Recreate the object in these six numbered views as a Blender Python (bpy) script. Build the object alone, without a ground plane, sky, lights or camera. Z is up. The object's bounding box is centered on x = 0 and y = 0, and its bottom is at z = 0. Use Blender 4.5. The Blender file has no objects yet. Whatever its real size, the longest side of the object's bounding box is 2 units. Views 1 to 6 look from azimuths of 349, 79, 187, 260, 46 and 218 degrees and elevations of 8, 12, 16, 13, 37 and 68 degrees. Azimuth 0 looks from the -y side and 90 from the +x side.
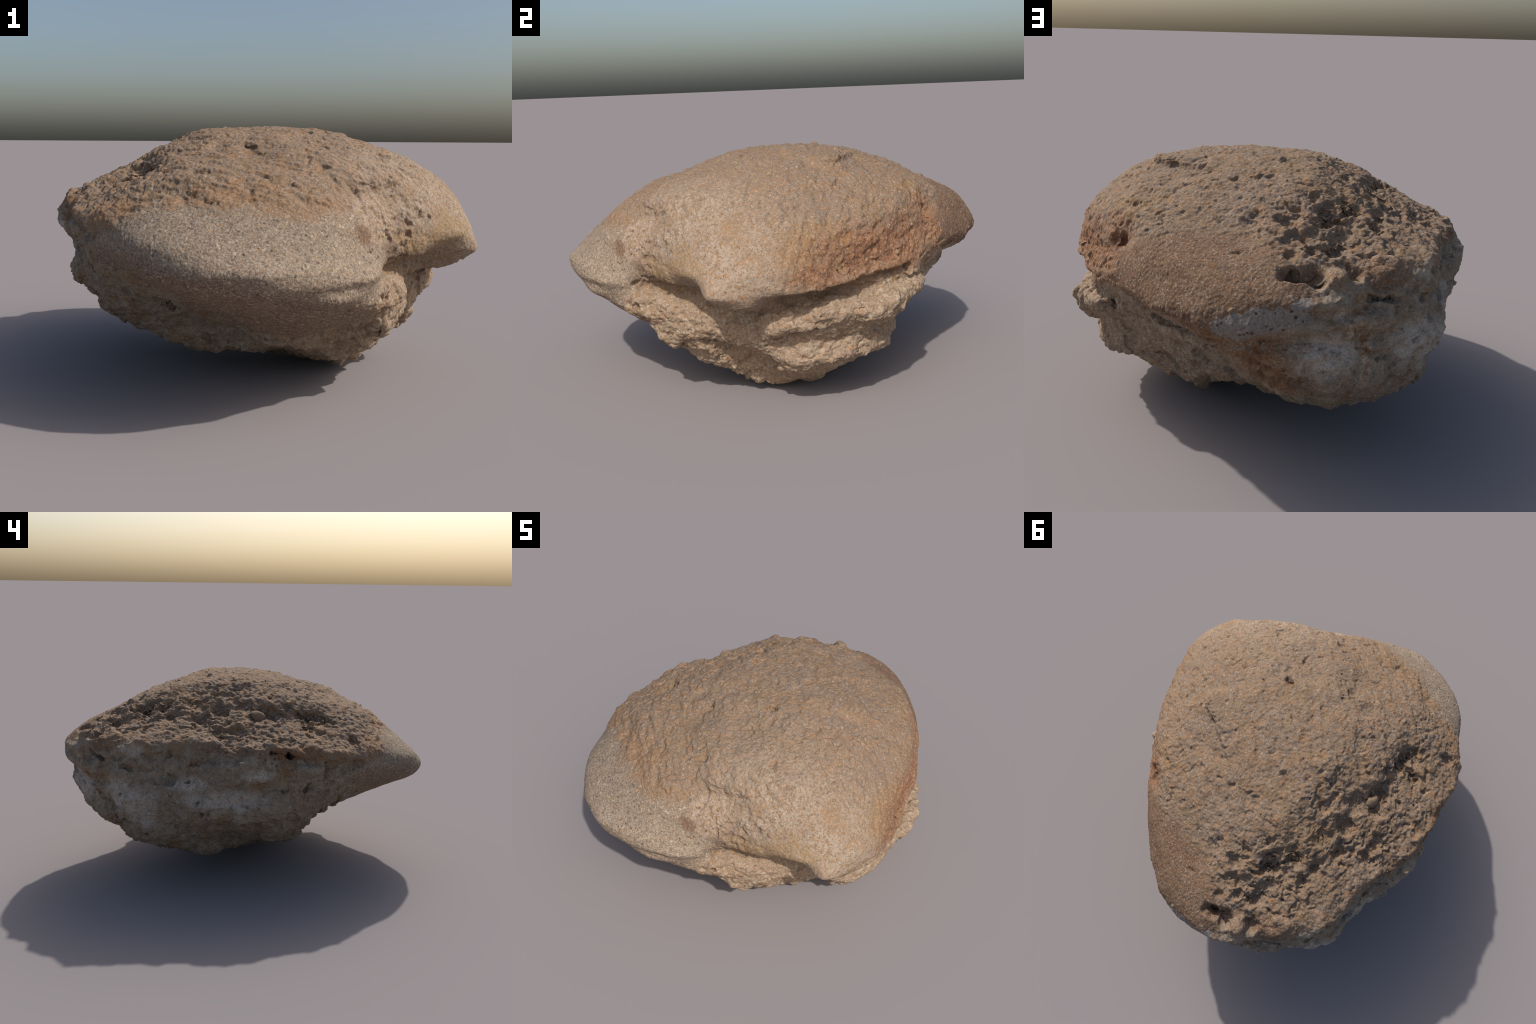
"""Weathered fossil-bearing rock: a domed internal cast of a shell with a hooked beak,
a sandy slab on one flank and a rough pale matrix below.  Built as a loft through
plan sections, then weathered (pits, troughs, knobs, lumps) on a fine mesh."""
import bpy
import numpy as np
from mathutils import Vector

# ----------------------------------------------------------------------------
# 1. BODY: loft through horizontal plan sections.  Each section gives the radius
#    (mm) about the rock's axis at the bearings below (degrees from +x to +y).
# ----------------------------------------------------------------------------
BEARINGS = np.array([0, 18, 36, 54, 72, 90, 106, 122, 138, 154, 170, 188, 206, 224, 242, 258, 274, 288, 300, 312, 322, 330, 338, 348], float)
SECTIONS = []


def plan_section(name, z, radii):
    SECTIONS.append((name, z, np.array(radii, float) / 1000.0))


plan_section("foot", 0.03, [230, 190, 162, 144, 146, 59, 69, 73, 97, 211, 65, 31, 25, 21, 21, 23, 23, 48, 109, 232, 290, 281, 244, 208])
plan_section("sole", 0.09, [378, 311, 288, 241, 280, 182, 160, 202, 513, 482, 389, 314, 236, 179, 206, 172, 203, 357, 375, 396, 368, 368, 383, 383])
plan_section("lower_flank", 0.16, [541, 487, 422, 410, 429, 338, 326, 623, 647, 656, 497, 470, 495, 445, 440, 362, 440, 460, 535, 508, 430, 423, 465, 561])
plan_section("flank", 0.24, [664, 648, 588, 455, 460, 516, 597, 803, 831, 711, 540, 640, 540, 440, 430, 500, 560, 530, 619, 616, 514, 516, 589, 661])
plan_section("belly", 0.32, [682, 661, 613, 559, 607, 634, 808, 873, 900, 757, 676, 690, 610, 530, 545, 650, 710, 700, 720, 704, 653, 671, 683, 676])
plan_section("shelf_root", 0.4, [755, 761, 663, 602, 610, 733, 913, 942, 916, 824, 810, 770, 680, 670, 725, 800, 835, 810, 765, 711, 665, 645, 680, 759])
plan_section("shelf", 0.45, [765, 760, 734, 632, 671, 776, 937, 941, 942, 838, 808, 781, 720, 715, 820, 925, 910, 820, 750, 710, 650, 650, 680, 740])
plan_section("hollow", 0.485, [725, 700, 741, 675, 656, 759, 958, 944, 953, 851, 786, 773, 750, 750, 910, 985, 915, 832, 710, 690, 665, 810, 845, 700])
plan_section("beak_lip", 0.515, [680, 685, 701, 680, 668, 885, 965, 960, 960, 849, 793, 762, 785, 810, 965, 1000, 932, 848, 700, 690, 675, 865, 880, 720])
plan_section("rim", 0.555, [800, 730, 719, 707, 746, 923, 940, 944, 941, 860, 813, 757, 810, 860, 995, 1013, 920, 821, 755, 770, 760, 920, 895, 860])
plan_section("rim_top", 0.62, [775, 705, 713, 744, 826, 960, 1003, 1000, 925, 827, 869, 796, 819, 897, 984, 938, 877, 795, 768, 790, 855, 893, 897, 860])
plan_section("shoulder", 0.7, [762, 708, 689, 721, 797, 919, 999, 965, 939, 815, 857, 810, 841, 886, 884, 859, 827, 776, 746, 774, 813, 859, 858, 821])
plan_section("slope", 0.78, [717, 687, 673, 677, 753, 833, 909, 875, 901, 784, 715, 751, 744, 801, 770, 764, 766, 691, 691, 740, 764, 797, 804, 764])
plan_section("upper_slope", 0.86, [630, 620, 620, 641, 641, 653, 740, 689, 691, 604, 590, 542, 565, 649, 671, 627, 629, 659, 674, 686, 711, 698, 695, 667])
plan_section("crown_skirt", 0.93, [541, 510, 510, 499, 493, 520, 579, 578, 574, 480, 439, 466, 477, 477, 456, 414, 494, 525, 515, 558, 572, 557, 554, 564])
plan_section("crown", 0.98, [414, 434, 361, 342, 355, 392, 417, 471, 431, 349, 340, 329, 323, 356, 325, 317, 324, 302, 311, 355, 392, 399, 413, 423])
plan_section("summit", 1.015, [299, 406, 335, 296, 242, 244, 263, 283, 332, 248, 261, 230, 229, 214, 167, 183, 198, 219, 220, 233, 226, 233, 269, 262])

VOXEL = 0.0042          # mesh size of the weathered skin


def axis_at(z):
    """The axis leans towards the foot, on which the rock stands off centre."""
    t = np.clip((0.34 - z) / 0.34, 0, 1) ** 1.5
    return 0.17 * t, 0.03 * t


def smooth01(x):
    x = np.clip(x, 0, 1)
    return x * x * (3 - 2 * x)


def hermite(x, xk, yk, closed=False):
    """Cubic Hermite curve through (xk, yk); yk may hold several columns."""
    if closed:
        period = 360.0
        xk = np.concatenate([xk[-2:] - period, xk, xk[:2] + period])
        yk = np.concatenate([yk[-2:], yk, yk[:2]])
    h = np.diff(xk)
    s = np.diff(yk, axis=0) / h.reshape((-1,) + (1,) * (yk.ndim - 1))
    m = np.empty_like(yk)
    m[0], m[-1] = s[0], s[-1]
    # harmonic-mean tangents: no overshoot at shelves and lips
    a, b = s[:-1], s[1:]
    with np.errstate(divide="ignore", invalid="ignore"):
        hm = np.where(a * b > 0, 2 * a * b / (a + b), 0.0)
    m[1:-1] = 0.65 * hm + 0.35 * (a + b) / 2 * (a * b > 0)
    i = np.clip(np.searchsorted(xk, x) - 1, 0, len(h) - 1)
    t = (x - xk[i]) / h[i]
    hi = h[i]
    if yk.ndim > 1:
        t, hi = t[:, None], hi[:, None]
    t2, t3 = t * t, t * t * t
    return (2 * t3 - 3 * t2 + 1) * yk[i] + (t3 - 2 * t2 + t) * hi * m[i] + (3 * t2 - 2 * t3) * yk[i + 1] + (t3 - t2) * hi * m[i + 1]


def loft():
    n_az, n_row = 420, 330
    az = np.linspace(0, 360, n_az, endpoint=False)
    zs = np.array([s[1] for s in SECTIONS])
    rings = np.array([hermite(az, BEARINGS, s[2], closed=True) for s in SECTIONS])
    zk = np.concatenate([[0.0], zs, [1.034]])
    rk = np.concatenate([rings[:1] * 0.35, rings, rings[-1:] * 0.02])
    # spacing of rows follows the length of the profile, so that flat parts are sampled too
    seg = np.concatenate([[0], np.cumsum(np.hypot(np.diff(zk), np.abs(np.diff(rk, axis=0)).mean(1)) + 0.01)])
    rows = np.interp(np.linspace(0, seg[-1], n_row), seg, zk)
    r = hermite(rows, zk, rk)
    cx, cy = axis_at(rows)
    a = np.radians(az)
    P = np.stack([cx[:, None] + r * np.cos(a), cy[:, None] + r * np.sin(a), np.repeat(rows[:, None], n_az, 1)], -1)
    k = np.arange(n_az)
    k2 = (k + 1) % n_az
    quads = [np.stack([j * n_az + k, j * n_az + k2, (j + 1) * n_az + k2, (j + 1) * n_az + k], -1) for j in range(n_row - 1)]
    verts = P.reshape(-1, 3)
    low, top = len(verts), len(verts) + 1
    verts = np.vstack([verts, [P[0, :, 0].mean(), P[0, :, 1].mean(), 0.0], [P[-1, :, 0].mean(), P[-1, :, 1].mean(), 1.034]])
    faces = np.vstack(quads).tolist()
    faces += [(low, int(k2[i]), int(i)) for i in k]
    base = (n_row - 1) * n_az
    faces += [(top, int(base + i), int(base + k2[i])) for i in k]
    me = bpy.data.meshes.new("loft")
    me.from_pydata(verts.tolist(), [], faces)
    me.update()
    return me


def remeshed(me):
    ob = bpy.data.objects.new("loft_body", me)
    bpy.context.scene.collection.objects.link(ob)
    m = ob.modifiers.new("remesh", "REMESH")
    m.mode, m.voxel_size, m.use_smooth_shade = "VOXEL", VOXEL, True
    dg = bpy.context.evaluated_depsgraph_get()
    out = bpy.data.meshes.new_from_object(ob.evaluated_get(dg))
    bpy.data.objects.remove(ob)
    bpy.data.meshes.remove(me)
    return out


# ----------------------------------------------------------------------------
# 2. NOISE on points (seeded, numpy)
# ----------------------------------------------------------------------------
def hash01(ix, iy, iz, seed):
    h = (ix.astype(np.int64) * 374761393 + iy.astype(np.int64) * 668265263 + iz.astype(np.int64) * 2147483647 + seed * 974711) & 0xFFFFFFFF
    h = ((h ^ (h >> 13)) * 1274126177) & 0xFFFFFFFF
    h = ((h ^ (h >> 16)) * 2246822519) & 0xFFFFFFFF
    return ((h ^ (h >> 15)) & 0xFFFFFF) / float(0xFFFFFF)


def perlin(P, scale, seed=0):
    """Gradient noise, about -1..1; scale is the lump size in metres (number or xyz)."""
    Q = P / np.asarray(scale)
    I = np.floor(Q)
    F = Q - I
    U = F * F * F * (F * (F * 6 - 15) + 10)
    I = I.astype(np.int64)
    out = np.zeros(len(P))
    for dx in (0, 1):
        wx = U[:, 0] if dx else 1 - U[:, 0]
        for dy in (0, 1):
            wy = U[:, 1] if dy else 1 - U[:, 1]
            for dz in (0, 1):
                wz = U[:, 2] if dz else 1 - U[:, 2]
                h = hash01(I[:, 0] + dx, I[:, 1] + dy, I[:, 2] + dz, seed)
                th = h * 6.2831853
                cz = (h * 977.0) % 1.0 * 2 - 1
                sz = np.sqrt(1 - cz * cz)
                g = np.cos(th) * sz * (F[:, 0] - dx) + np.sin(th) * sz * (F[:, 1] - dy) + cz * (F[:, 2] - dz)
                out += wx * wy * wz * g
    return out * 1.6


def fbm(P, scale, octaves=3, seed=0, gain=0.5):
    out, amp, s = 0.0, 1.0, np.asarray(scale, float)
    for k in range(octaves):
        out = out + amp * perlin(P, s, seed + 31 * k)
        amp *= gain
        s = s / 2.03
    return out


def cells(P, scale, seed=0):
    """Distance to the nearest of scattered points (in cells), and that cell's random number."""
    Q = P / np.asarray(scale)
    I = np.floor(Q).astype(np.int64)
    best, rnd = np.full(len(P), 9.0), np.zeros(len(P))
    for dx in (-1, 0, 1):
        for dy in (-1, 0, 1):
            for dz in (-1, 0, 1):
                J = I + (dx, dy, dz)
                d2 = np.zeros(len(P))
                for c in range(3):
                    d2 += (J[:, c] + 0.15 + 0.7 * hash01(J[:, 0], J[:, 1], J[:, 2], seed + 7 * c + 1) - Q[:, c]) ** 2
                near = d2 < best
                best = np.where(near, d2, best)
                rnd = np.where(near, hash01(J[:, 0], J[:, 1], J[:, 2], seed + 77), rnd)
    return np.sqrt(best), rnd


# ----------------------------------------------------------------------------
# 3. REGIONS: soft ellipsoids (centre, radii), used for the relief, for the
#    split into parts and, as node masks, for the colours.
# ----------------------------------------------------------------------------
REGION = {
    "sand": [((-0.10, -0.93, 0.50), (0.40, 0.33, 0.31)), ((-0.44, -0.74, 0.59), (0.27, 0.27, 0.17)), ((0.16, -0.86, 0.57), (0.24, 0.20, 0.21)), ((-0.12, -0.72, 0.36), (0.40, 0.27, 0.13)), ((-0.62, -0.60, 0.58), (0.14, 0.16, 0.09))],
    "brown_slab": [((0.12, 0.88, 0.74), (0.34, 0.27, 0.16)), ((0.32, 0.72, 0.70), (0.14, 0.14, 0.14)), ((-0.14, 0.93, 0.70), (0.20, 0.12, 0.10))],
    "grey_patch": [((-0.16, 0.96, 0.63), (0.20, 0.14, 0.08))],
    "hollow": [((0.46, -0.50, 0.44), (0.20, 0.16, 0.12)), ((0.66, -0.24, 0.36), (0.12, 0.14, 0.16))],
    "beak": [((0.80, -0.45, 0.62), (0.34, 0.30, 0.22))],
    "red": [((0.76, 0.18, 0.66), (0.22, 0.34, 0.14)), ((0.55, 0.48, 0.66), (0.17, 0.20, 0.16))],
    "pitted": [((-0.50, 0.05, 0.87), (0.32, 0.55, 0.17)), ((-0.30, 0.58, 0.85), (0.34, 0.20, 0.12)), ((-0.55, -0.36, 0.82), (0.22, 0.24, 0.12))],
    "rubble": [((0.70, 0.10, 0.30), (0.40, 0.50, 0.22)), ((0.55, -0.40, 0.25), (0.30, 0.30, 0.24)), ((0.30, -0.60, 0.22), (0.26, 0.20, 0.16)), ((0.2, 0.0, 0.0), (0.6, 0.5, 0.2))],
}


def region(P, name, soft=0.25):
    out = np.zeros(len(P))
    for c, r in REGION[name]:
        d = np.linalg.norm((P - c) / r, axis=1)
        out = np.maximum(out, smooth01((1 + soft - d) / (2 * soft)))
    return out


def rim_height(P):
    """Height of the edge between the domed top and the matrix below, by bearing."""
    az = np.degrees(np.arctan2(P[:, 1], P[:, 0])) % 360
    return hermite(az, np.array([0, 30, 60, 90, 115, 140, 165, 190, 215, 240, 265, 290, 310, 335.0]),
                   np.array([0.50, 0.52, 0.58, 0.64, 0.70, 0.74, 0.74, 0.72, 0.66, 0.56, 0.46, 0.48, 0.53, 0.49]), closed=True)


# ----------------------------------------------------------------------------
# 4. WEATHERING
# ----------------------------------------------------------------------------
# single hollows: centre, radius across, depth, flattening of the radius along z
PITS = [
    ((-0.514, -0.262, 0.868), (0.045, 0.05, 0.04), 0.050), ((-0.58, -0.25, 0.815), (0.05, 0.04, 0.035), 0.055), ((-0.50, -0.33, 0.85), (0.06, 0.05, 0.05), 0.025),
    ((-0.335, 0.555, 0.874), (0.050, 0.040, 0.045), 0.050), ((-0.08, 0.63, 0.882), (0.035, 0.04, 0.04), 0.022), ((-0.19, 0.645, 0.875), (0.04, 0.04, 0.04), 0.024),
    ((-0.415, 0.465, 0.893), (0.06, 0.035, 0.035), 0.028), ((-0.22, 0.565, 0.908), (0.03, 0.03, 0.03), 0.022), ((-0.31, 0.73, 0.81), (0.05, 0.03, 0.03), 0.026),
    ((-0.38, 0.69, 0.80), (0.04, 0.035, 0.03), 0.024), ((-0.40, 0.66, 0.81), (0.03, 0.03, 0.03), 0.018), ((-0.057, 0.792, 0.797), (0.014, 0.014, 0.014), 0.014),
    ((-0.23, 0.785, 0.809), (0.03, 0.03, 0.03), 0.02), ((-0.50, 0.525, 0.846), (0.035, 0.035, 0.03), 0.022), ((-0.66, 0.22, 0.81), (0.05, 0.05, 0.035), 0.025),
    ((-0.295, 0.855, 0.755), (0.085, 0.045, 0.038), 0.070), ((-0.245, 0.87, 0.76), (0.05, 0.04, 0.03), 0.04), ((-0.42, 0.785, 0.738), (0.045, 0.04, 0.03), 0.040),
    ((0.428, 0.548, 0.758), (0.022, 0.025, 0.045), 0.050), ((0.46, 0.52, 0.76), (0.03, 0.03, 0.03), 0.02),
    ((0.158, -0.190, 1.006), (0.020, 0.028, 0.03), 0.040), ((0.175, -0.345, 0.960), (0.024, 0.030, 0.03), 0.034), ((-0.112, -0.352, 0.955), (0.020, 0.024, 0.03), 0.035),
    ((0.238, -0.182, 1.0), (0.03, 0.025, 0.03), 0.014), ((-0.221, -0.324, 0.957), (0.05, 0.04, 0.04), 0.024), ((0.129, -0.588, 0.873), (0.025, 0.025, 0.03), 0.018),
    ((0.182, 0.312, 0.979), (0.045, 0.018, 0.03), 0.026), ((0.036, 0.393, 0.974), (0.030, 0.02, 0.03), 0.022), ((0.308, 0.36, 0.948), (0.03, 0.02, 0.03), 0.020),
    ((0.205, 0.40, 0.95), (0.02, 0.02, 0.02), 0.016), ((0.097, 0.395, 0.965), (0.02, 0.015, 0.02), 0.016),
    ((-0.44, 0.30, 0.922), (0.09, 0.06, 0.05), 0.028), ((-0.40, 0.44, 0.908), (0.05, 0.04, 0.04), 0.024), ((-0.495, 0.18, 0.90), (0.06, 0.07, 0.05), 0.028),
    ((-0.53, -0.01, 0.885), (0.080, 0.090, 0.06), 0.040), ((-0.46, 0.075, 0.918), (0.06, 0.06, 0.05), 0.028), ((-0.385, 0.133, 0.952), (0.03, 0.03, 0.03), 0.024),
    ((-0.51, 0.43, 0.872), (0.03, 0.06, 0.03), 0.020), ((-0.65, -0.45, 0.755), (0.04, 0.035, 0.03), 0.032), ((-0.35, 0.726, 0.795), (0.04, 0.03, 0.03), 0.02),
    ((0.385, -0.655, 0.638), (0.024, 0.024, 0.024), 0.026), ((0.430, -0.616, 0.677), (0.020, 0.02, 0.02), 0.024), ((0.485, -0.57, 0.693), (0.018, 0.018, 0.02), 0.020), ((0.425, -0.636, 0.634), (0.02, 0.02, 0.024), 0.022),
    ((-0.742, 0.463, 0.711), (0.02, 0.02, 0.016), 0.030), ((-0.758, 0.46, 0.62), (0.03, 0.03, 0.028), 0.030), ((-0.764, 0.365, 0.683), (0.03, 0.03, 0.012), 0.020),
    ((-0.782, -0.219, 0.533), (0.03, 0.022, 0.03), 0.026), ((-0.444, -0.40, 0.30), (0.045, 0.05, 0.06), 0.10), ((-0.338, -0.553, 0.327), (0.05, 0.04, 0.016), 0.055),
    ((0.48, -0.434, 0.273), (0.05, 0.05, 0.022), 0.040), ((0.49, 0.51, 0.483), (0.04, 0.035, 0.025), 0.035), ((0.434, 0.523, 0.446), (0.035, 0.03, 0.02), 0.030), ((0.337, 0.633, 0.502), (0.04, 0.03, 0.018), 0.030),
    ((0.242, 0.55, 0.308), (0.02, 0.03, 0.016), 0.030), ((0.195, -0.831, 0.538), (0.010, 0.01, 0.008), 0.014), ((-0.62, 0.69, 0.365), (0.06, 0.05, 0.012), 0.022), ((-0.69, 0.67, 0.648), (0.04, 0.04, 0.010), 0.022),
]
# long furrows along a polyline: points, half width, depth
FURROWS = [
    # gap between the domed top and the shelf below it
    ([(0.60, 0.38, 0.552), (0.68, 0.24, 0.540), (0.74, 0.12, 0.520), (0.78, -0.01, 0.512), (0.80, -0.10, 0.508)], 0.024, 0.075),
    ([(0.66, -0.19, 0.335), (0.71, -0.12, 0.345), (0.735, -0.05, 0.375)], 0.014, 0.045),
    # cracks under the western edge
    ([(-0.80, -0.02, 0.724), (-0.78, -0.07, 0.716), (-0.77, -0.13, 0.700)], 0.011, 0.045),
    ([(-0.58, 0.76, 0.668), (-0.52, 0.79, 0.672), (-0.47, 0.81, 0.675)], 0.010, 0.026),
    # seams beside the hooked end
    ([(0.31, -0.66, 0.75), (0.33, -0.70, 0.68), (0.35, -0.70, 0.62)], 0.008, 0.006),
    ([(0.30, -0.72, 0.515), (0.36, -0.67, 0.530), (0.44, -0.62, 0.540)], 0.012, 0.018),
    # step where the sand slab ends above the matrix
    ([(-0.54, -0.40, 0.36), (-0.40, -0.47, 0.325), (-0.24, -0.53, 0.276), (-0.10, -0.51, 0.22), (0.08, -0.57, 0.235), (0.20, -0.63, 0.29)], 0.024, 0.026),
]
KNOBS = [((-0.372, 0.835, 0.728), (0.05, 0.05, 0.04), 0.030), ((-0.52, 0.73, 0.755), (0.11, 0.08, 0.05), 0.018), ((0.37, -0.593, 0.25), (0.05, 0.05, 0.04), 0.03),
         ((0.70, 0.34, 0.515), (0.05, 0.06, 0.02), 0.012), ((0.335, -0.60, 0.30), (0.05, 0.05, 0.05), 0.02), ((-0.81, -0.05, 0.755), (0.06, 0.12, 0.02), 0.012)]


# grain of the rock: layers in the rubble rise to the north, ripples cross the dome
LAYERS = np.array([[1.0, 0.0, 0.0], [0.0, 0.906, -0.423], [0.0, 0.423, 0.906]])
STREAKS = np.array([[0.85, 0.5, 0.0], [-0.5, 0.85, 0.1], [0.0, 0.0, 1.0]])


def polyline_distance(P, pts):
    best = np.full(len(P), 9.0)
    for a, b in zip(pts[:-1], pts[1:]):
        a, b = np.array(a), np.array(b)
        t = np.clip(((P - a) @ (b - a)) / ((b - a) @ (b - a)), 0, 1)
        best = np.minimum(best, np.linalg.norm(P - a - t[:, None] * (b - a), axis=1))
    return best


def normals_of(me, P):
    me.vertices.foreach_set("co", P.ravel())
    me.update()
    n = np.empty(len(P) * 3)
    me.vertices.foreach_get("normal", n)
    return n.reshape(-1, 3)


def blur(P, edges, rounds, weight):
    """Laplacian smoothing (weight per vertex)."""
    for _ in range(rounds):
        s, c = np.zeros_like(P), np.zeros(len(P))
        for k in range(3):
            s[:, k] = np.bincount(edges[:, 0], P[edges[:, 1], k], len(P)) + np.bincount(edges[:, 1], P[edges[:, 0], k], len(P))
        c = np.bincount(edges[:, 0], minlength=len(P)) + np.bincount(edges[:, 1], minlength=len(P))
        P = P + (s / c[:, None] - P) * weight
    return P


def matrix_relief(P, W):
    f, r = cells(W, (0.15, 0.15, 0.11), 13)
    g, q = cells(W, (0.06, 0.06, 0.05), 15)
    return 0.014 * fbm(P, 0.10, 3, 21) + 0.024 * (r - 0.5) + 0.020 * (0.5 - f) + 0.014 * (0.5 - g) * (q > 0.45) - 0.03 * smooth01((0.30 - g) / 0.2) * (q < 0.10)


def rubble_relief(W):
    L = W @ LAYERS
    f, r = cells(L, (0.085, 0.11, 0.065), 3)
    g, q = cells(L, (0.042, 0.050, 0.034), 4)
    return 0.028 * (0.5 - f) * (0.3 + 1.3 * r) + 0.018 * (0.45 - g) * (0.2 + 1.3 * q) + 0.014 * fbm(L, (0.10, 0.13, 0.09), 3, 33)


def edge_relief(base, W):
    s = (base[:, 2] - rim_height(base) + 0.025 * perlin(W, 0.09, 81)) / 0.026
    return (0.55 + 1.1 * perlin(W, 0.11, 82)) * (0.028 * np.exp(-(s - 0.5) ** 2) - 0.034 * np.exp(-((s + 1.1) / 1.2) ** 2))


def pit_relief(P, W):
    """Ragged pores of several sizes, merging into rough bands along the slope."""
    V = W + 0.007 * np.stack([perlin(P, 0.024, 95), perlin(P, 0.024, 96), perlin(P, 0.024, 97)], -1)
    rows = smooth01(0.45 + 1.5 * perlin(P, (0.30, 0.34, 0.10), 46))
    d = 0.001 + 0.006 * fbm(V, (0.055, 0.06, 0.03), 3, 45)
    d -= 0.010 * rows * smooth01((fbm(V, (0.11, 0.12, 0.055), 3, 48) - 0.02) / 0.30)
    for scale, share, depth, seed in (((0.105, 0.11, 0.055), 0.20, 0.018, 41), ((0.052, 0.058, 0.034), 0.34, 0.013, 42), ((0.029, 0.031, 0.022), 0.30, 0.009, 43)):
        f, r = cells(V, scale, seed)
        d -= depth * smooth01((0.22 + 0.5 * r / share - f) / 0.20) * (r < share) * (0.3 + 0.7 * rows)
    return d


def knob_relief(P):
    g, r = cells(P, 0.020, 51)
    return 0.0070 * np.clip(0.62 - g, 0, 1) * r


def pore_relief(P):
    g, r = cells(P, 0.026, 61)
    return -0.0085 * smooth01((0.34 - g) / 0.2) * (r > 0.72)


def weather(me):
    nv = len(me.vertices)
    P = np.empty(nv * 3)
    me.vertices.foreach_get("co", P)
    P = P.reshape(-1, 3)
    edges = np.empty(len(me.edges) * 2, np.int32)
    me.edges.foreach_get("vertices", edges)
    edges = edges.reshape(-1, 2)
    P = blur(P, edges, 8, 0.5)
    base = P.copy()

    # ---- regions on the base shape
    up = smooth01((P[:, 2] - rim_height(P) + 0.03) / 0.06)
    sand = region(P, "sand", 0.10)
    slab = region(P, "brown_slab", 0.12)
    beak = region(P, "beak", 0.4)
    red = region(P, "red", 0.3) * up
    pitted = region(P, "pitted", 0.6) * up * (1 - sand) * (1 - slab)
    rubble = region(P, "rubble", 0.3) * (1 - up) * (1 - sand) * (1 - 0.75 * region(P, "hollow", 0.4))
    rubble *= 0.35 + 0.85 * smooth01(0.5 + 1.3 * perlin(P, 0.20, 91))
    under = (1 - up) * (1 - sand) * (1 - 0.85 * region(P, "grey_patch", 0.4))
    dome = up * (1 - sand) * (1 - slab)
    bearing = np.degrees(np.arctan2(P[:, 1], P[:, 0])) % 360
    ragged = smooth01((bearing - 85) / 25) * smooth01((236 - bearing) / 20) * (1 - sand) * (1 - region(P, "grey_patch", 0.4))

    # ---- first pass: lumps and big hollows
    N = normals_of(me, P)
    W = P + 0.02 * np.stack([perlin(P, 0.05, 5), perlin(P, 0.05, 6), perlin(P, 0.05, 7)], -1)
    d = 0.006 * fbm(P, 0.22, 3, 11) * (1 - 0.6 * beak)

    def add(mask, relief):
        """Add relief(indices) where the mask is set."""
        i = np.nonzero(mask > 0.01)[0]
        if len(i):
            d[i] += mask[i] * relief(i)

    # broken facets and knobs of the matrix
    add(under * (1 - rubble), lambda i: matrix_relief(P[i], W[i]))
    # rubble: lumps in slanting layers, standing out of softer filling
    add(rubble, lambda i: rubble_relief(W[i]))
    # ragged overhanging edge where the domed top ends
    add(ragged * (np.abs(base[:, 2] - rim_height(base)) < 0.14), lambda i: edge_relief(base[i], W[i]))
    # hollows of the pitted side
    add(pitted, lambda i: pit_relief(P[i], W[i]))
    add(dome * (1 - pitted) * (1 - beak), lambda i: -0.006 * smooth01((fbm(W[i], (0.07, 0.07, 0.05), 2, 44) - 0.30) / 0.3))
    add(dome * (1 - 0.8 * beak), lambda i: 0.0085 * fbm(P[i] @ STREAKS, (0.12, 0.035, 0.05), 2, 47))
    P = P + N * d[:, None]

    N = normals_of(me, P)
    d[:] = 0
    def onto(c):
        """The given point, moved onto the surface."""
        return base[((base - c) ** 2).sum(1).argmin()]

    shift = W - base
    for c, r, depth in PITS:
        c = onto(c)
        near = np.nonzero((np.abs(base - c) < 3 * np.max(r)).all(1))[0]
        q = np.linalg.norm((base[near] + shift[near] - c) / r, axis=1)
        d[near] -= (0.55 if c[2] > 0.93 else 0.70) * depth * (1 - smooth01((q - 0.35) / 0.9))
    for pts, w, depth in FURROWS:
        q = polyline_distance(base + 0.4 * shift, [onto(p) for p in pts]) / w
        d -= depth * (1 - smooth01((q - 0.25) / 1.1))
    for c, r, h in KNOBS:
        c = onto(c)
        near = np.nonzero((np.abs(base - c) < 3 * np.max(r)).all(1))[0]
        q = np.linalg.norm((base[near] + shift[near] - c) / r, axis=1)
        d[near] += h * (1 - smooth01((q - 0.3) / 0.9))
    P = P + N * np.maximum(d, -0.09)[:, None]

    # ---- second pass: coarse grain
    N = normals_of(me, P)
    d[:] = 0
    add(0.35 * dome * (1 - beak) + 1.0 * red + 0.7 * rubble + 0.2 * beak, lambda i: knob_relief(P[i]))
    add(0.65 * dome * (1 - 0.75 * beak) + 0.8 * under + 0.16 * sand + 0.32 * slab, lambda i: 0.0045 * fbm(P[i], 0.020, 2, 55))
    add(0.5 * dome * (1 - 0.8 * beak) + 0.9 * under, lambda i: pore_relief(P[i]))
    d += 0.0018 * perlin(P, 0.010, 71) * (1 - 0.4 * beak)
    P = P + N * d[:, None]
    # worn flat where it stands on the ground
    low = 0.03
    P[:, 2] = np.where(P[:, 2] < low, low * np.exp(np.minimum(P[:, 2] - low, 0) / low), P[:, 2])
    P[:, 2] -= P[:, 2].min()
    me.vertices.foreach_set("co", P.ravel())
    me.update()
    return P, base, up, sand, slab, beak, red, rubble


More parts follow.
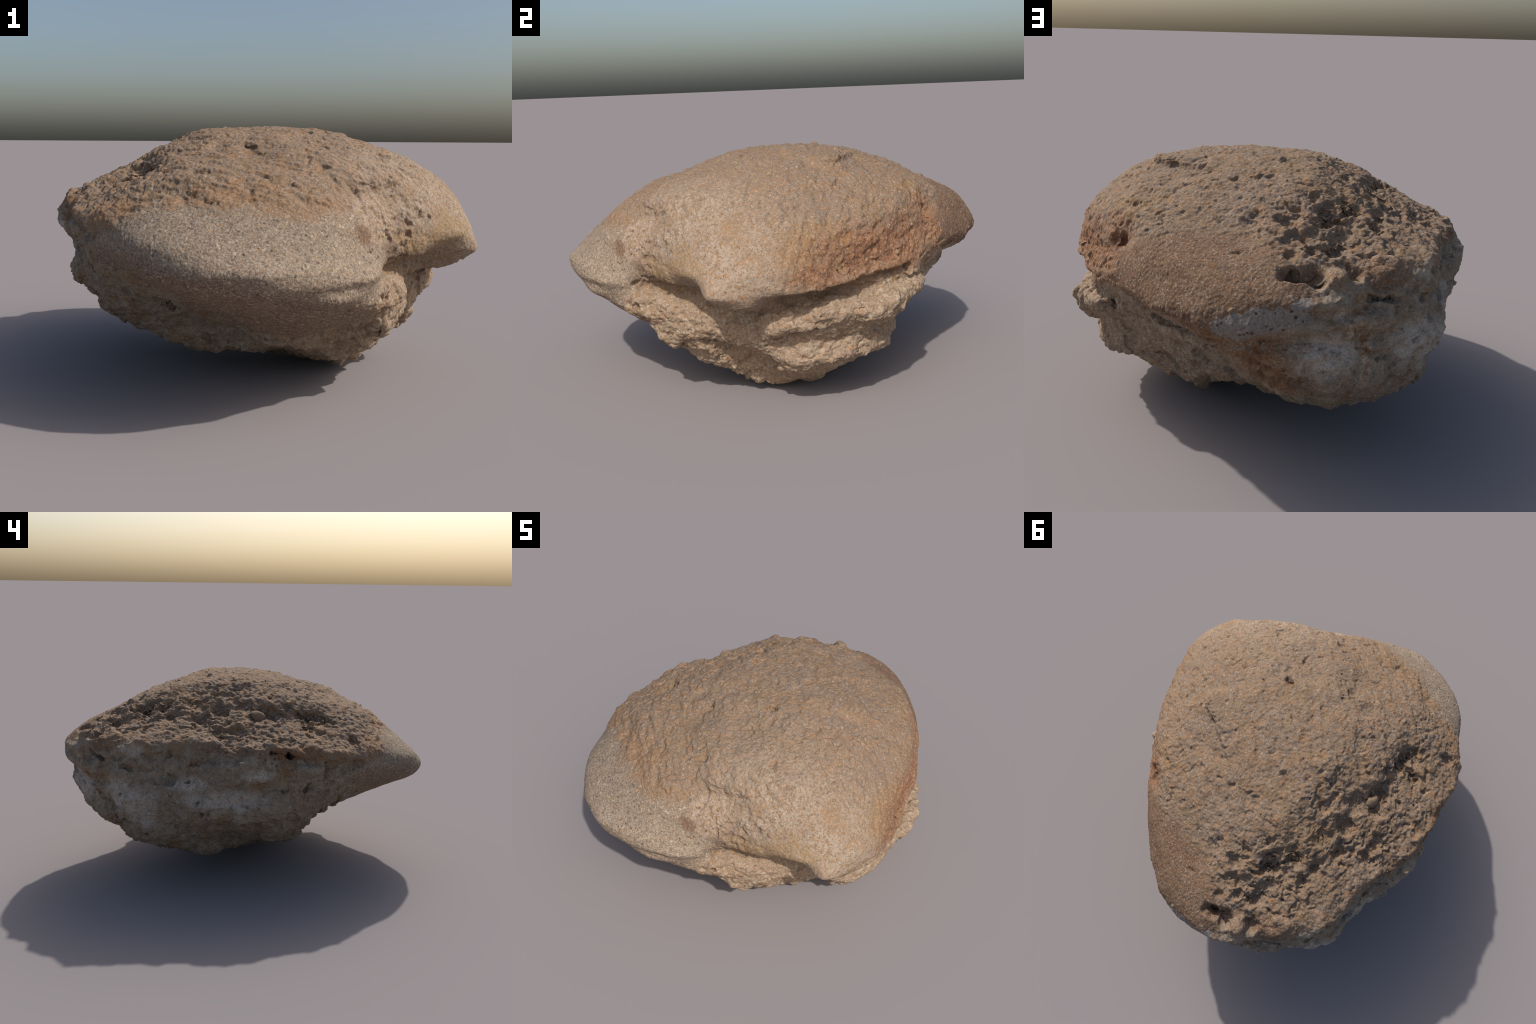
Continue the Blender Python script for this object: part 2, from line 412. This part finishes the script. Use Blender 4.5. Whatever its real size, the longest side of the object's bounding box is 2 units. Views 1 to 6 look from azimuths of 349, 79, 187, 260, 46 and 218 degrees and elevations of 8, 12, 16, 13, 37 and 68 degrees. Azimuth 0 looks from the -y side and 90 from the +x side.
# ----------------------------------------------------------------------------
# 5. MATERIALS (all colour from nodes on Object coordinates)
# ----------------------------------------------------------------------------
class Nodes:
    def __init__(self, name):
        self.mat = bpy.data.materials.new(name)
        self.mat.use_nodes = True
        self.t = self.mat.node_tree
        self.t.nodes.clear()
        self.co = self.t.nodes.new("ShaderNodeTexCoord").outputs["Object"]

    def new(self, kind, **props):
        n = self.t.nodes.new(kind)
        for k, v in props.items():
            setattr(n, k, v)
        return n

    def put(self, sock, v):
        if isinstance(v, bpy.types.NodeSocket):
            self.t.links.new(v, sock)
        elif isinstance(v, tuple) and len(v) == 3 and sock.type == "RGBA":
            sock.default_value = v + (1.0,)
        else:
            sock.default_value = v

    def math(self, op, a, b=0.0, c=0.0, clamp=False):
        n = self.new("ShaderNodeMath", operation=op, use_clamp=clamp)
        for i, v in enumerate((a, b, c)):
            self.put(n.inputs[i], v)
        return n.outputs[0]

    def vmath(self, op, a, b=(0, 0, 0)):
        n = self.new("ShaderNodeVectorMath", operation=op)
        self.put(n.inputs[0], a)
        if op == "SCALE":
            self.put(n.inputs["Scale"], b)
        else:
            self.put(n.inputs[1], b)
        return n.outputs["Value"] if op in ("LENGTH", "DOT_PRODUCT", "DISTANCE") else n.outputs["Vector"]

    def noise(self, scale, detail=3.0, rough=0.55, co=None, out="Fac", distortion=0.0):
        n = self.new("ShaderNodeTexNoise")
        self.put(n.inputs["Vector"], self.co if co is None else co)
        n.inputs["Scale"].default_value = scale
        n.inputs["Detail"].default_value = detail
        n.inputs["Roughness"].default_value = rough
        n.inputs["Distortion"].default_value = distortion
        return n.outputs[out]

    def voronoi(self, scale, out="Distance", co=None, feature="F1", rand=1.0):
        n = self.new("ShaderNodeTexVoronoi", feature=feature)
        self.put(n.inputs["Vector"], self.co if co is None else co)
        n.inputs["Scale"].default_value = scale
        n.inputs["Randomness"].default_value = rand
        return n.outputs[out]

    def ramp(self, v, lo, hi, a=0.0, b=1.0):
        n = self.new("ShaderNodeMapRange", interpolation_type="SMOOTHSTEP")
        for i, x in enumerate((v, lo, hi, a, b)):
            self.put(n.inputs[i], x)
        return n.outputs[0]

    def mix(self, fac, a, b, mode="MIX"):
        n = self.new("ShaderNodeMix", data_type="RGBA", blend_type=mode)
        self.put(n.inputs[0], fac)
        self.put(n.inputs[6], a)
        self.put(n.inputs[7], b)
        return n.outputs[2]

    def blob(self, c, r, co, soft=0.25):
        q = self.vmath("DIVIDE", self.vmath("SUBTRACT", co, c), r)
        return self.ramp(self.vmath("LENGTH", q), 1 + soft, 1 - soft)

    def area(self, blobs, co, soft=0.25):
        out = None
        for c, r in blobs:
            b = self.blob(c, r, co, soft)
            out = b if out is None else self.math("MAXIMUM", out, b)
        return out

    def cell_pick(self, scale, share, co=None, out_value=False):
        """Mask of scattered grains: a random share of the Voronoi cells, cut round."""
        n = self.new("ShaderNodeTexVoronoi")
        self.put(n.inputs["Vector"], self.co if co is None else co)
        n.inputs["Scale"].default_value = scale
        sep = self.new("ShaderNodeSeparateColor")
        self.t.links.new(n.outputs["Color"], sep.inputs[0])
        pick = self.math("GREATER_THAN", sep.outputs[0], 1 - share)
        size = self.math("MULTIPLY_ADD", sep.outputs[1], 0.28, 0.16)
        inside = self.ramp(self.math("SUBTRACT", n.outputs["Distance"], size), 0.10, -0.06)
        return self.math("MULTIPLY", pick, inside)


    def grains(self, scale, co):
        """Mosaic of grains: three random numbers per grain and the distance to its middle."""
        n = self.new("ShaderNodeTexVoronoi")
        self.put(n.inputs["Vector"], co)
        n.inputs["Scale"].default_value = scale
        s = self.new("ShaderNodeSeparateColor")
        self.t.links.new(n.outputs["Color"], s.inputs[0])
        return s.outputs[0], s.outputs[1], s.outputs[2], n.outputs["Distance"]

    def above(self, v, t, w=0.03):
        return self.ramp(v, t - w, t + w)

    def below(self, v, t, w=0.03):
        return self.ramp(v, t + w, t - w)


# colour fields: soft ellipsoids (centre, radii)
STAIN = {
    "red": [((0.74, 0.17, 0.66), (0.24, 0.30, 0.10)), ((0.62, 0.36, 0.66), (0.18, 0.20, 0.11)), ((0.47, 0.52, 0.70), (0.10, 0.13, 0.13)), ((0.80, -0.03, 0.60), (0.10, 0.14, 0.05))],
    "ochre": [((0.66, -0.53, 0.64), (0.14, 0.08, 0.07)), ((0.80, -0.02, 0.70), (0.20, 0.20, 0.10)), ((0.47, -0.60, 0.60), (0.14, 0.08, 0.05))],
    "pale_beak": [((0.76, -0.40, 0.66), (0.28, 0.26, 0.22)), ((0.50, -0.46, 0.80), (0.28, 0.26, 0.16))],
    "pale_patch": [((0.29, -0.70, 0.71), (0.09, 0.10, 0.10))],
    "brown_patch": [((0.225, -0.757, 0.642), (0.045, 0.03, 0.032)), ((0.30, -0.66, 0.385), (0.07, 0.06, 0.045))],
    "brown_underside": [((-0.60, -0.62, 0.50), (0.24, 0.24, 0.09)), ((-0.45, -0.62, 0.42), (0.26, 0.26, 0.08)), ((-0.10, -0.62, 0.30), (0.35, 0.20, 0.08))],
    "tan_band": [((-0.30, -0.70, 0.79), (0.26, 0.07, 0.05)), ((-0.02, -0.77, 0.74), (0.16, 0.07, 0.045)), ((-0.62, -0.56, 0.72), (0.12, 0.10, 0.05))],
    "grey_patch": [((-0.10, 0.97, 0.615), (0.10, 0.10, 0.045)), ((-0.21, 0.97, 0.645), (0.11, 0.10, 0.040)), ((-0.28, 0.95, 0.685), (0.04, 0.08, 0.025))],
    "rust": [((0.02, 0.95, 0.58), (0.16, 0.14, 0.06)), ((-0.10, 0.90, 0.50), (0.16, 0.12, 0.09)), ((-0.18, 0.85, 0.40), (0.12, 0.14, 0.10)), ((0.10, 0.90, 0.63), (0.20, 0.1, 0.04)), ((-0.77, -0.13, 0.715), (0.06, 0.16, 0.03))],
    "vein": [((-0.39, 0.87, 0.67), (0.03, 0.05, 0.05)), ((-0.45, 0.85, 0.60), (0.028, 0.05, 0.06)), ((-0.49, 0.80, 0.47), (0.025, 0.05, 0.09))],
    "white": [((-0.79, 0.20, 0.49), (0.10, 0.20, 0.05)), ((-0.77, 0.36, 0.56), (0.08, 0.10, 0.03)), ((-0.72, 0.62, 0.47), (0.09, 0.08, 0.09)), ((-0.65, 0.61, 0.74), (0.06, 0.07, 0.04)), ((-0.37, 0.89, 0.50), (0.10, 0.10, 0.08)), ((-0.64, 0.70, 0.50), (0.09, 0.10, 0.08)), ((-0.83, 0.05, 0.62), (0.05, 0.07, 0.03)), ((-0.68, 0.58, 0.40), (0.06, 0.06, 0.05)), ((0.36, 0.42, 0.23), (0.10, 0.10, 0.06))],
    "dark_lobe": [((-0.52, 0.74, 0.745), (0.11, 0.09, 0.05)), ((-0.78, 0.20, 0.735), (0.06, 0.14, 0.025))],
}


def stone_material():
    m = Nodes("weathered_sandstone")
    co = m.co
    # ragged edges for every field
    wob = m.vmath("SUBTRACT", m.noise(9.0, 4.0, 0.6, out="Color"), (0.5, 0.5, 0.5))
    cw = m.vmath("ADD", co, m.vmath("SCALE", wob, 0.10))
    wob2 = m.vmath("SUBTRACT", m.noise(30.0, 3.0, 0.6, out="Color"), (0.5, 0.5, 0.5))
    cw = m.vmath("ADD", cw, m.vmath("SCALE", wob2, 0.035))
    sand = m.area(REGION["sand"], cw, 0.12)
    slab = m.area(REGION["brown_slab"], cw, 0.18)
    red = m.area(STAIN["red"], cw, 0.7)
    ochre = m.area(STAIN["ochre"], cw, 0.35)
    pale = m.math("MULTIPLY", m.area(STAIN["pale_beak"], cw, 0.8), 0.85)
    patch = m.area(STAIN["pale_patch"], cw, 0.15)
    brown = m.area(STAIN["brown_patch"], cw, 0.12)
    bunder = m.area(STAIN["brown_underside"], cw, 0.3)
    grey = m.area(STAIN["grey_patch"], cw, 0.08)
    rust = m.area(STAIN["rust"], cw, 0.6)
    vein = m.area(STAIN["vein"], cw, 0.3)
    white = m.area(STAIN["white"], cw, 0.45)
    lobe = m.area(STAIN["dark_lobe"], cw, 0.25)
    # matrix below the rim: a tilted, bent surface
    sep = m.new("ShaderNodeSeparateXYZ")
    m.t.links.new(cw, sep.inputs[0])
    x, y, z = sep.outputs
    rim = m.math("ADD", m.math("MULTIPLY_ADD", x, -0.15, 0.59), m.math("MULTIPLY", y, 0.10))
    matrix = m.ramp(m.math("SUBTRACT", z, rim), 0.03, -0.03)
    west = m.ramp(x, 0.30, -0.10)

    # grain shared by all fields
    n_big = m.noise(5.0, 4.0, 0.6)
    n_mid = m.noise(26.0, 5.0, 0.65)
    n_mott = m.noise(62.0, 4.0, 0.65)
    wg = m.vmath("SUBTRACT", m.noise(140.0, 2.0, 0.6, out="Color"), (0.5, 0.5, 0.5))
    cg = m.vmath("ADD", co, m.vmath("SCALE", wg, 0.008))
    a1, a2, a3, ad = m.grains(82.0, cg)
    b1, b2, b3, bd = m.grains(215.0, cg)
    round1 = m.ramp(ad, 0.62, 0.40)

    # dome: tan and orange grains in greyish filling
    c = m.mix(m.ramp(n_mott, 0.36, 0.64), C_FILL, C_TAN)
    c = m.mix(m.math("MULTIPLY", m.ramp(n_mid, 0.50, 0.66), 0.55), c, C_ORANGE)
    c = m.mix(m.math("MULTIPLY", m.ramp(n_big, 0.45, 0.70), 0.40), c, C_OCHRE)
    c = m.mix(m.math("MULTIPLY", m.above(a1, 0.80, 0.1), m.math("MULTIPLY", round1, 0.40)), c, C_ORANGE)
    c = m.mix(m.math("MULTIPLY", m.above(a2, 0.93), m.math("MULTIPLY", round1, 0.4)), c, C_CREAM)
    c = m.mix(m.math("MULTIPLY", m.ramp(m.noise(3.2, 4.0, 0.6), 0.42, 0.68, 0.0, 0.4), m.ramp(x, -0.25, 0.10)), c, C_FILL)
    # beak: whitish crust in a network between ochre grains
    crust = m.math("MULTIPLY", m.ramp(m.math("ADD", n_mott, m.math("MULTIPLY", ad, 0.25)), 0.50, 0.68), m.ramp(m.noise(7.0, 3.0), 0.20, 0.50))
    pb = m.mix(m.ramp(a3, 0.3, 0.7), C_BEAK, C_BEAK2)
    pb = m.mix(m.math("MULTIPLY", m.above(a1, 0.75), 0.6), pb, C_ORANGE)
    pb = m.mix(m.math("MULTIPLY", crust, 0.78), pb, C_CRUST)
    c = m.mix(pale, c, pb)
    c = m.mix(m.math("MULTIPLY", ochre, m.ramp(n_mid, 0.3, 0.65, 0.15, 0.6)), c, m.mix(n_mott, C_YELLOW, C_OCHRE))
    # iron-red side
    rc = m.mix(m.ramp(m.noise(22.0, 5.0, 0.7), 0.38, 0.62), C_RED, C_RED2)
    rc = m.mix(m.math("MULTIPLY", m.above(a1, 0.60, 0.15), 0.5), rc, C_ORANGE)
    rc = m.mix(m.math("MULTIPLY", m.above(b1, 0.84), 0.3), rc, C_CREAM)
    c = m.mix(m.math("MULTIPLY", red, m.ramp(m.noise(11.0, 4.0, 0.6), 0.28, 0.52, 0.40, 1.0)), c, rc)
    # matrix
    mw = m.mix(m.ramp(n_mid, 0.36, 0.64), C_MATRIX, C_MATRIX2)
    mw = m.mix(m.math("MULTIPLY", m.ramp(m.noise(8.0, 5.0, 0.7), 0.48, 0.66), 0.85), mw, C_MATRIX_BROWN)
    mw = m.mix(m.math("MULTIPLY", white, m.ramp(m.noise(22.0, 5.0, 0.7), 0.30, 0.54, 0.0, 0.9)), mw, C_CHALK)
    mw = m.mix(m.math("MULTIPLY", m.ramp(n_mott, 0.58, 0.72), 0.6), mw, C_DARK2)
    me_ = m.mix(m.ramp(n_mott, 0.36, 0.64), C_RUB, C_RUB2)
    me_ = m.mix(m.math("MULTIPLY", m.ramp(n_mid, 0.54, 0.68), 0.6), me_, C_ORANGE)
    me_ = m.mix(m.math("MULTIPLY", m.above(a1, 0.86), 0.6), me_, C_CREAM)
    c = m.mix(matrix, c, m.mix(west, me_, mw))
    c = m.mix(m.math("MULTIPLY", rust, m.ramp(n_mid, 0.3, 0.55, 0.35, 1.0)), c, m.mix(n_mott, C_RUST, C_RUST2))
    c = m.mix(vein, c, m.mix(m.ramp(n_mid, 0.4, 0.6), C_RUST2, C_CREAM))
    # brown slab and small brown lobes
    bs = m.mix(m.ramp(n_mid, 0.35, 0.65), C_SLAB, C_SLAB2)
    bs = m.mix(m.math("MULTIPLY", m.ramp(n_big, 0.45, 0.65), 0.6), bs, C_SLAB3)
    bs = m.mix(m.math("MULTIPLY", m.ramp(n_mott, 0.55, 0.70), 0.35), bs, C_TAN)
    bs = m.mix(m.math("MULTIPLY", m.ramp(m.math("ADD", z, m.math("MULTIPLY", n_big, 0.12)), 0.80, 0.70), 0.6), bs, C_SLAB2)
    bs = m.mix(m.math("MULTIPLY", m.above(b1, 0.65, 0.12), 0.4), bs, C_SLAB3)
    bs = m.mix(m.math("MULTIPLY", m.above(b2, 0.94), 0.45), bs, C_CREAM)
    bs = m.mix(m.math("MULTIPLY", m.below(a1, 0.03), m.math("MULTIPLY", round1, 0.6)), bs, C_DARK)
    bs = m.mix(m.math("MULTIPLY", m.ramp(m.noise(14.0, 5.0, 0.7), 0.50, 0.66), 0.45), bs, C_RUST2)
    bs = m.mix(m.math("MULTIPLY", m.below(a2, 0.06), m.math("MULTIPLY", round1, 0.6)), bs, C_DARK2)
    c = m.mix(slab, c, bs)
    c = m.mix(m.math("MULTIPLY", lobe, 0.85), c, bs)
    gp = m.mix(m.ramp(n_mott, 0.35, 0.65), C_GREY, C_GREY2)
    gp = m.mix(m.math("MULTIPLY", m.below(a1, 0.08), round1), gp, C_DARK)
    c = m.mix(grey, c, gp)
    # sand slab: salt-and-pepper grains
    sc = m.mix(m.ramp(n_big, 0.3, 0.7), C_SAND, C_SAND2)
    # stained brown below the slab's crest, which climbs to the west
    crest = m.math("MULTIPLY_ADD", x, -0.20, 0.478)
    stain = m.math("MAXIMUM", bunder, m.ramp(m.math("SUBTRACT", z, crest), 0.02, -0.04))
    sc = m.mix(m.math("MULTIPLY", stain, m.ramp(n_big, 0.2, 0.6, 0.55, 0.9)), sc, C_SAND_BROWN)
    sc = m.mix(m.math("MULTIPLY", m.ramp(n_mott, 0.35, 0.65), 0.35), sc, C_SAND3)
    sc = m.mix(m.math("MULTIPLY", m.above(b1, 0.76, 0.08), 0.5), sc, C_CREAM)
    sc = m.mix(m.math("MULTIPLY", m.below(b1, 0.18, 0.06), 0.5), sc, C_DARK2)
    sc = m.mix(m.math("MULTIPLY", m.above(a1, 0.91), m.math("MULTIPLY", round1, 0.70)), sc, C_CREAM)
    sc = m.mix(m.math("MULTIPLY", m.below(a1, 0.05), m.math("MULTIPLY", round1, 0.6)), sc, C_DARK)
    sc = m.mix(m.math("MULTIPLY", m.above(b2, 0.955), 0.7), sc, C_ORANGE)
    c = m.mix(sand, c, sc)
    band = m.area(STAIN["tan_band"], cw, 0.4)
    c = m.mix(m.math("MULTIPLY", band, m.ramp(n_mid, 0.35, 0.6, 0.2, 0.7)), c, m.mix(n_mott, C_ORANGE, C_TAN))
    pp = m.mix(m.ramp(n_mott, 0.42, 0.62), C_PATCH, C_BEAK)
    pp = m.mix(m.math("MULTIPLY", m.below(a1, 0.06), m.math("MULTIPLY", round1, 0.7)), pp, C_DARK)
    c = m.mix(patch, c, pp)
    c = m.mix(m.math("MULTIPLY", brown, 0.7), c, C_BROWN_PATCH)
    # overall speckle of light and dark grains
    c = m.mix(m.math("MULTIPLY", m.below(b3, 0.10), 0.40), c, C_DARK)
    c = m.mix(m.math("MULTIPLY", m.above(b3, 0.92), 0.34), c, C_WHITE)
    c = m.mix(1.0, c, m.math("MULTIPLY_ADD", b2, 0.28, 0.86), "MULTIPLY")

    bump = m.new("ShaderNodeBump")
    bump.inputs["Strength"].default_value = 0.55
    bump.inputs["Distance"].default_value = 0.004
    h = m.math("ADD", m.noise(190.0, 2.0, 0.6), m.math("MULTIPLY", ad, -0.7))
    m.put(bump.inputs["Height"], h)
    p = m.new("ShaderNodeBsdfPrincipled")
    m.put(p.inputs["Base Color"], c)
    p.inputs["Roughness"].default_value = 0.92
    p.inputs["Specular IOR Level"].default_value = 0.2
    m.put(p.inputs["Normal"], bump.outputs[0])
    o = m.new("ShaderNodeOutputMaterial")
    m.t.links.new(p.outputs[0], o.inputs[0])
    return m.mat


def pebble_material():
    m = Nodes("pebble_stone")
    rnd = m.new("ShaderNodeObjectInfo").outputs["Random"]
    c = m.mix(rnd, C_FILL, C_BEAK)
    c = m.mix(m.math("MULTIPLY", m.ramp(m.noise(60.0), 0.45, 0.65), 0.6), c, C_OCHRE)
    p = m.new("ShaderNodeBsdfPrincipled")
    m.put(p.inputs["Base Color"], c)
    p.inputs["Roughness"].default_value = 0.85
    p.inputs["Specular IOR Level"].default_value = 0.2
    o = m.new("ShaderNodeOutputMaterial")
    m.t.links.new(p.outputs[0], o.inputs[0])
    return m.mat


def srgb(r, g, b):
    f = lambda v: (v / 255.0 / 12.92) if v <= 10 else ((v / 255.0 + 0.055) / 1.055) ** 2.4
    return (f(r), f(g), f(b))


C_FILL, C_TAN, C_ORANGE, C_OCHRE = srgb(130, 114, 100), srgb(134, 110, 86), srgb(150, 111, 75), srgb(136, 108, 74)
C_CREAM, C_WHITE, C_DARK, C_DARK2 = srgb(172, 157, 137), srgb(170, 164, 158), srgb(70, 62, 56), srgb(96, 85, 76)
C_BEAK, C_BEAK2, C_CRUST, C_YELLOW = srgb(144, 119, 92), srgb(135, 112, 88), srgb(163, 149, 134), srgb(152, 125, 86)
C_RED, C_RED2 = srgb(136, 93, 68), srgb(122, 90, 70)
C_MATRIX, C_MATRIX2, C_MATRIX_BROWN = srgb(152, 136, 116), srgb(132, 117, 101), srgb(134, 106, 78)
C_RUB, C_RUB2 = srgb(156, 136, 115), srgb(142, 120, 99)
C_RUST, C_RUST2 = srgb(118, 84, 58), srgb(132, 99, 70)
C_SLAB, C_SLAB2, C_SLAB3 = srgb(122, 94, 73), srgb(105, 80, 62), srgb(132, 108, 87)
C_GREY, C_GREY2, C_CHALK = srgb(142, 131, 120), srgb(128, 118, 108), srgb(178, 168, 156)
C_SAND, C_SAND2, C_SAND3, C_SAND_BROWN = srgb(145, 128, 110), srgb(137, 119, 102), srgb(120, 107, 93), srgb(122, 98, 81)
C_PATCH, C_BROWN_PATCH = srgb(158, 139, 122), srgb(118, 88, 68)


# ----------------------------------------------------------------------------
# 6. PARTS: one weathered surface, split by region into named parts
# ----------------------------------------------------------------------------
def build():
    me = remeshed(loft())
    P, base, up, sand, slab, beak, red, rubble = weather(me)
    N = normals_of(me, P)
    part = np.full(len(P), 1)                     # 0 dome, 1 rough base, 2 sand slab, 3 brown slab, 4 beak
    part[up > 0.5] = 0
    part[(beak > 0.55) & (up > 0.5)] = 4
    part[slab > 0.5] = 3
    part[sand > 0.5] = 2
    nf = len(me.polygons)
    loops = np.empty(len(me.loops), np.int32)
    me.loops.foreach_get("vertex_index", loops)
    start = np.empty(nf, np.int32)
    total = np.empty(nf, np.int32)
    me.polygons.foreach_get("loop_start", start)
    me.polygons.foreach_get("loop_total", total)
    quad = loops.reshape(-1, 4) if (total == 4).all() else None
    face_part = part[loops[start]]
    root = bpy.data.objects.new("fossil_rock", None)
    bpy.context.scene.collection.objects.link(root)
    root["label"] = "rough tan fossil rock with domed pitted top, hooked beak and sandy flank"
    root["category"] = "rock"
    mat = stone_material()
    for k, name in enumerate(("domed_top", "rough_base", "sandy_slab", "brown_slab", "beak")):
        f = quad[face_part == k]
        used, inv = np.unique(f, return_inverse=True)
        pm = bpy.data.meshes.new(name)
        pm.vertices.add(len(used))
        pm.vertices.foreach_set("co", P[used].ravel())
        pm.loops.add(f.size)
        pm.loops.foreach_set("vertex_index", inv.ravel().astype(np.int32))
        pm.polygons.add(len(f))
        pm.polygons.foreach_set("loop_start", np.arange(len(f), dtype=np.int32) * 4)
        pm.update(calc_edges=True)
        pm.shade_smooth()
        pm.normals_split_custom_set_from_vertices(N[used].tolist())
        pm.materials.append(mat)
        ob = bpy.data.objects.new(name, pm)
        bpy.context.scene.collection.objects.link(ob)
        ob.parent = root
    pebbles(root, P, N, base)


def pebble_mesh(seed):
    import bmesh
    bm = bmesh.new()
    bmesh.ops.create_icosphere(bm, subdivisions=3, radius=1.0)
    V = np.array([v.co for v in bm.verts])
    s = 1 + 0.28 * fbm(V, 1.3, 2, 200 + seed)
    for v, k in zip(bm.verts, s):
        v.co *= k
    me = bpy.data.meshes.new("pebble")
    bm.to_mesh(me)
    bm.free()
    me.shade_smooth()
    return me


def pebbles(root, P, N, base):
    """Stones and shell bits standing out of the surface."""
    rng = np.random.default_rng(5)
    mat = pebble_material()
    meshes = [pebble_mesh(k) for k in range(5)]
    for me in meshes:
        me.materials.append(mat)
    spots = [((-0.535, -0.01, 0.885), 0.036, "boulder"), ((-0.125, 0.199, 1.029), 0.016, "pebble"), ((0.704, 0.09, 0.757), 0.008, "pebble"), ((0.71, 0.075, 0.755), 0.007, "pebble")]
    ok = np.nonzero((N[:, 2] > -0.2) & (np.abs(base[:, 2] - 0.6) < 0.5))[0]
    for i in rng.choice(ok, 45, replace=False):
        spots.append((tuple(base[i]), float(rng.uniform(0.006, 0.011)), "pebble"))
    for c, size, name in spots:
        i = int(((base - c) ** 2).sum(1).argmin())
        ob = bpy.data.objects.new(name, meshes[int(rng.integers(5))])
        ob.location = P[i] + N[i] * size * (-0.25 if name == "boulder" else -0.45)
        ob.rotation_euler = rng.uniform(0, 6.28, 3)
        ob.scale = size * rng.uniform(0.75, 1.25, 3)
        bpy.context.scene.collection.objects.link(ob)
        ob.parent = root


build()
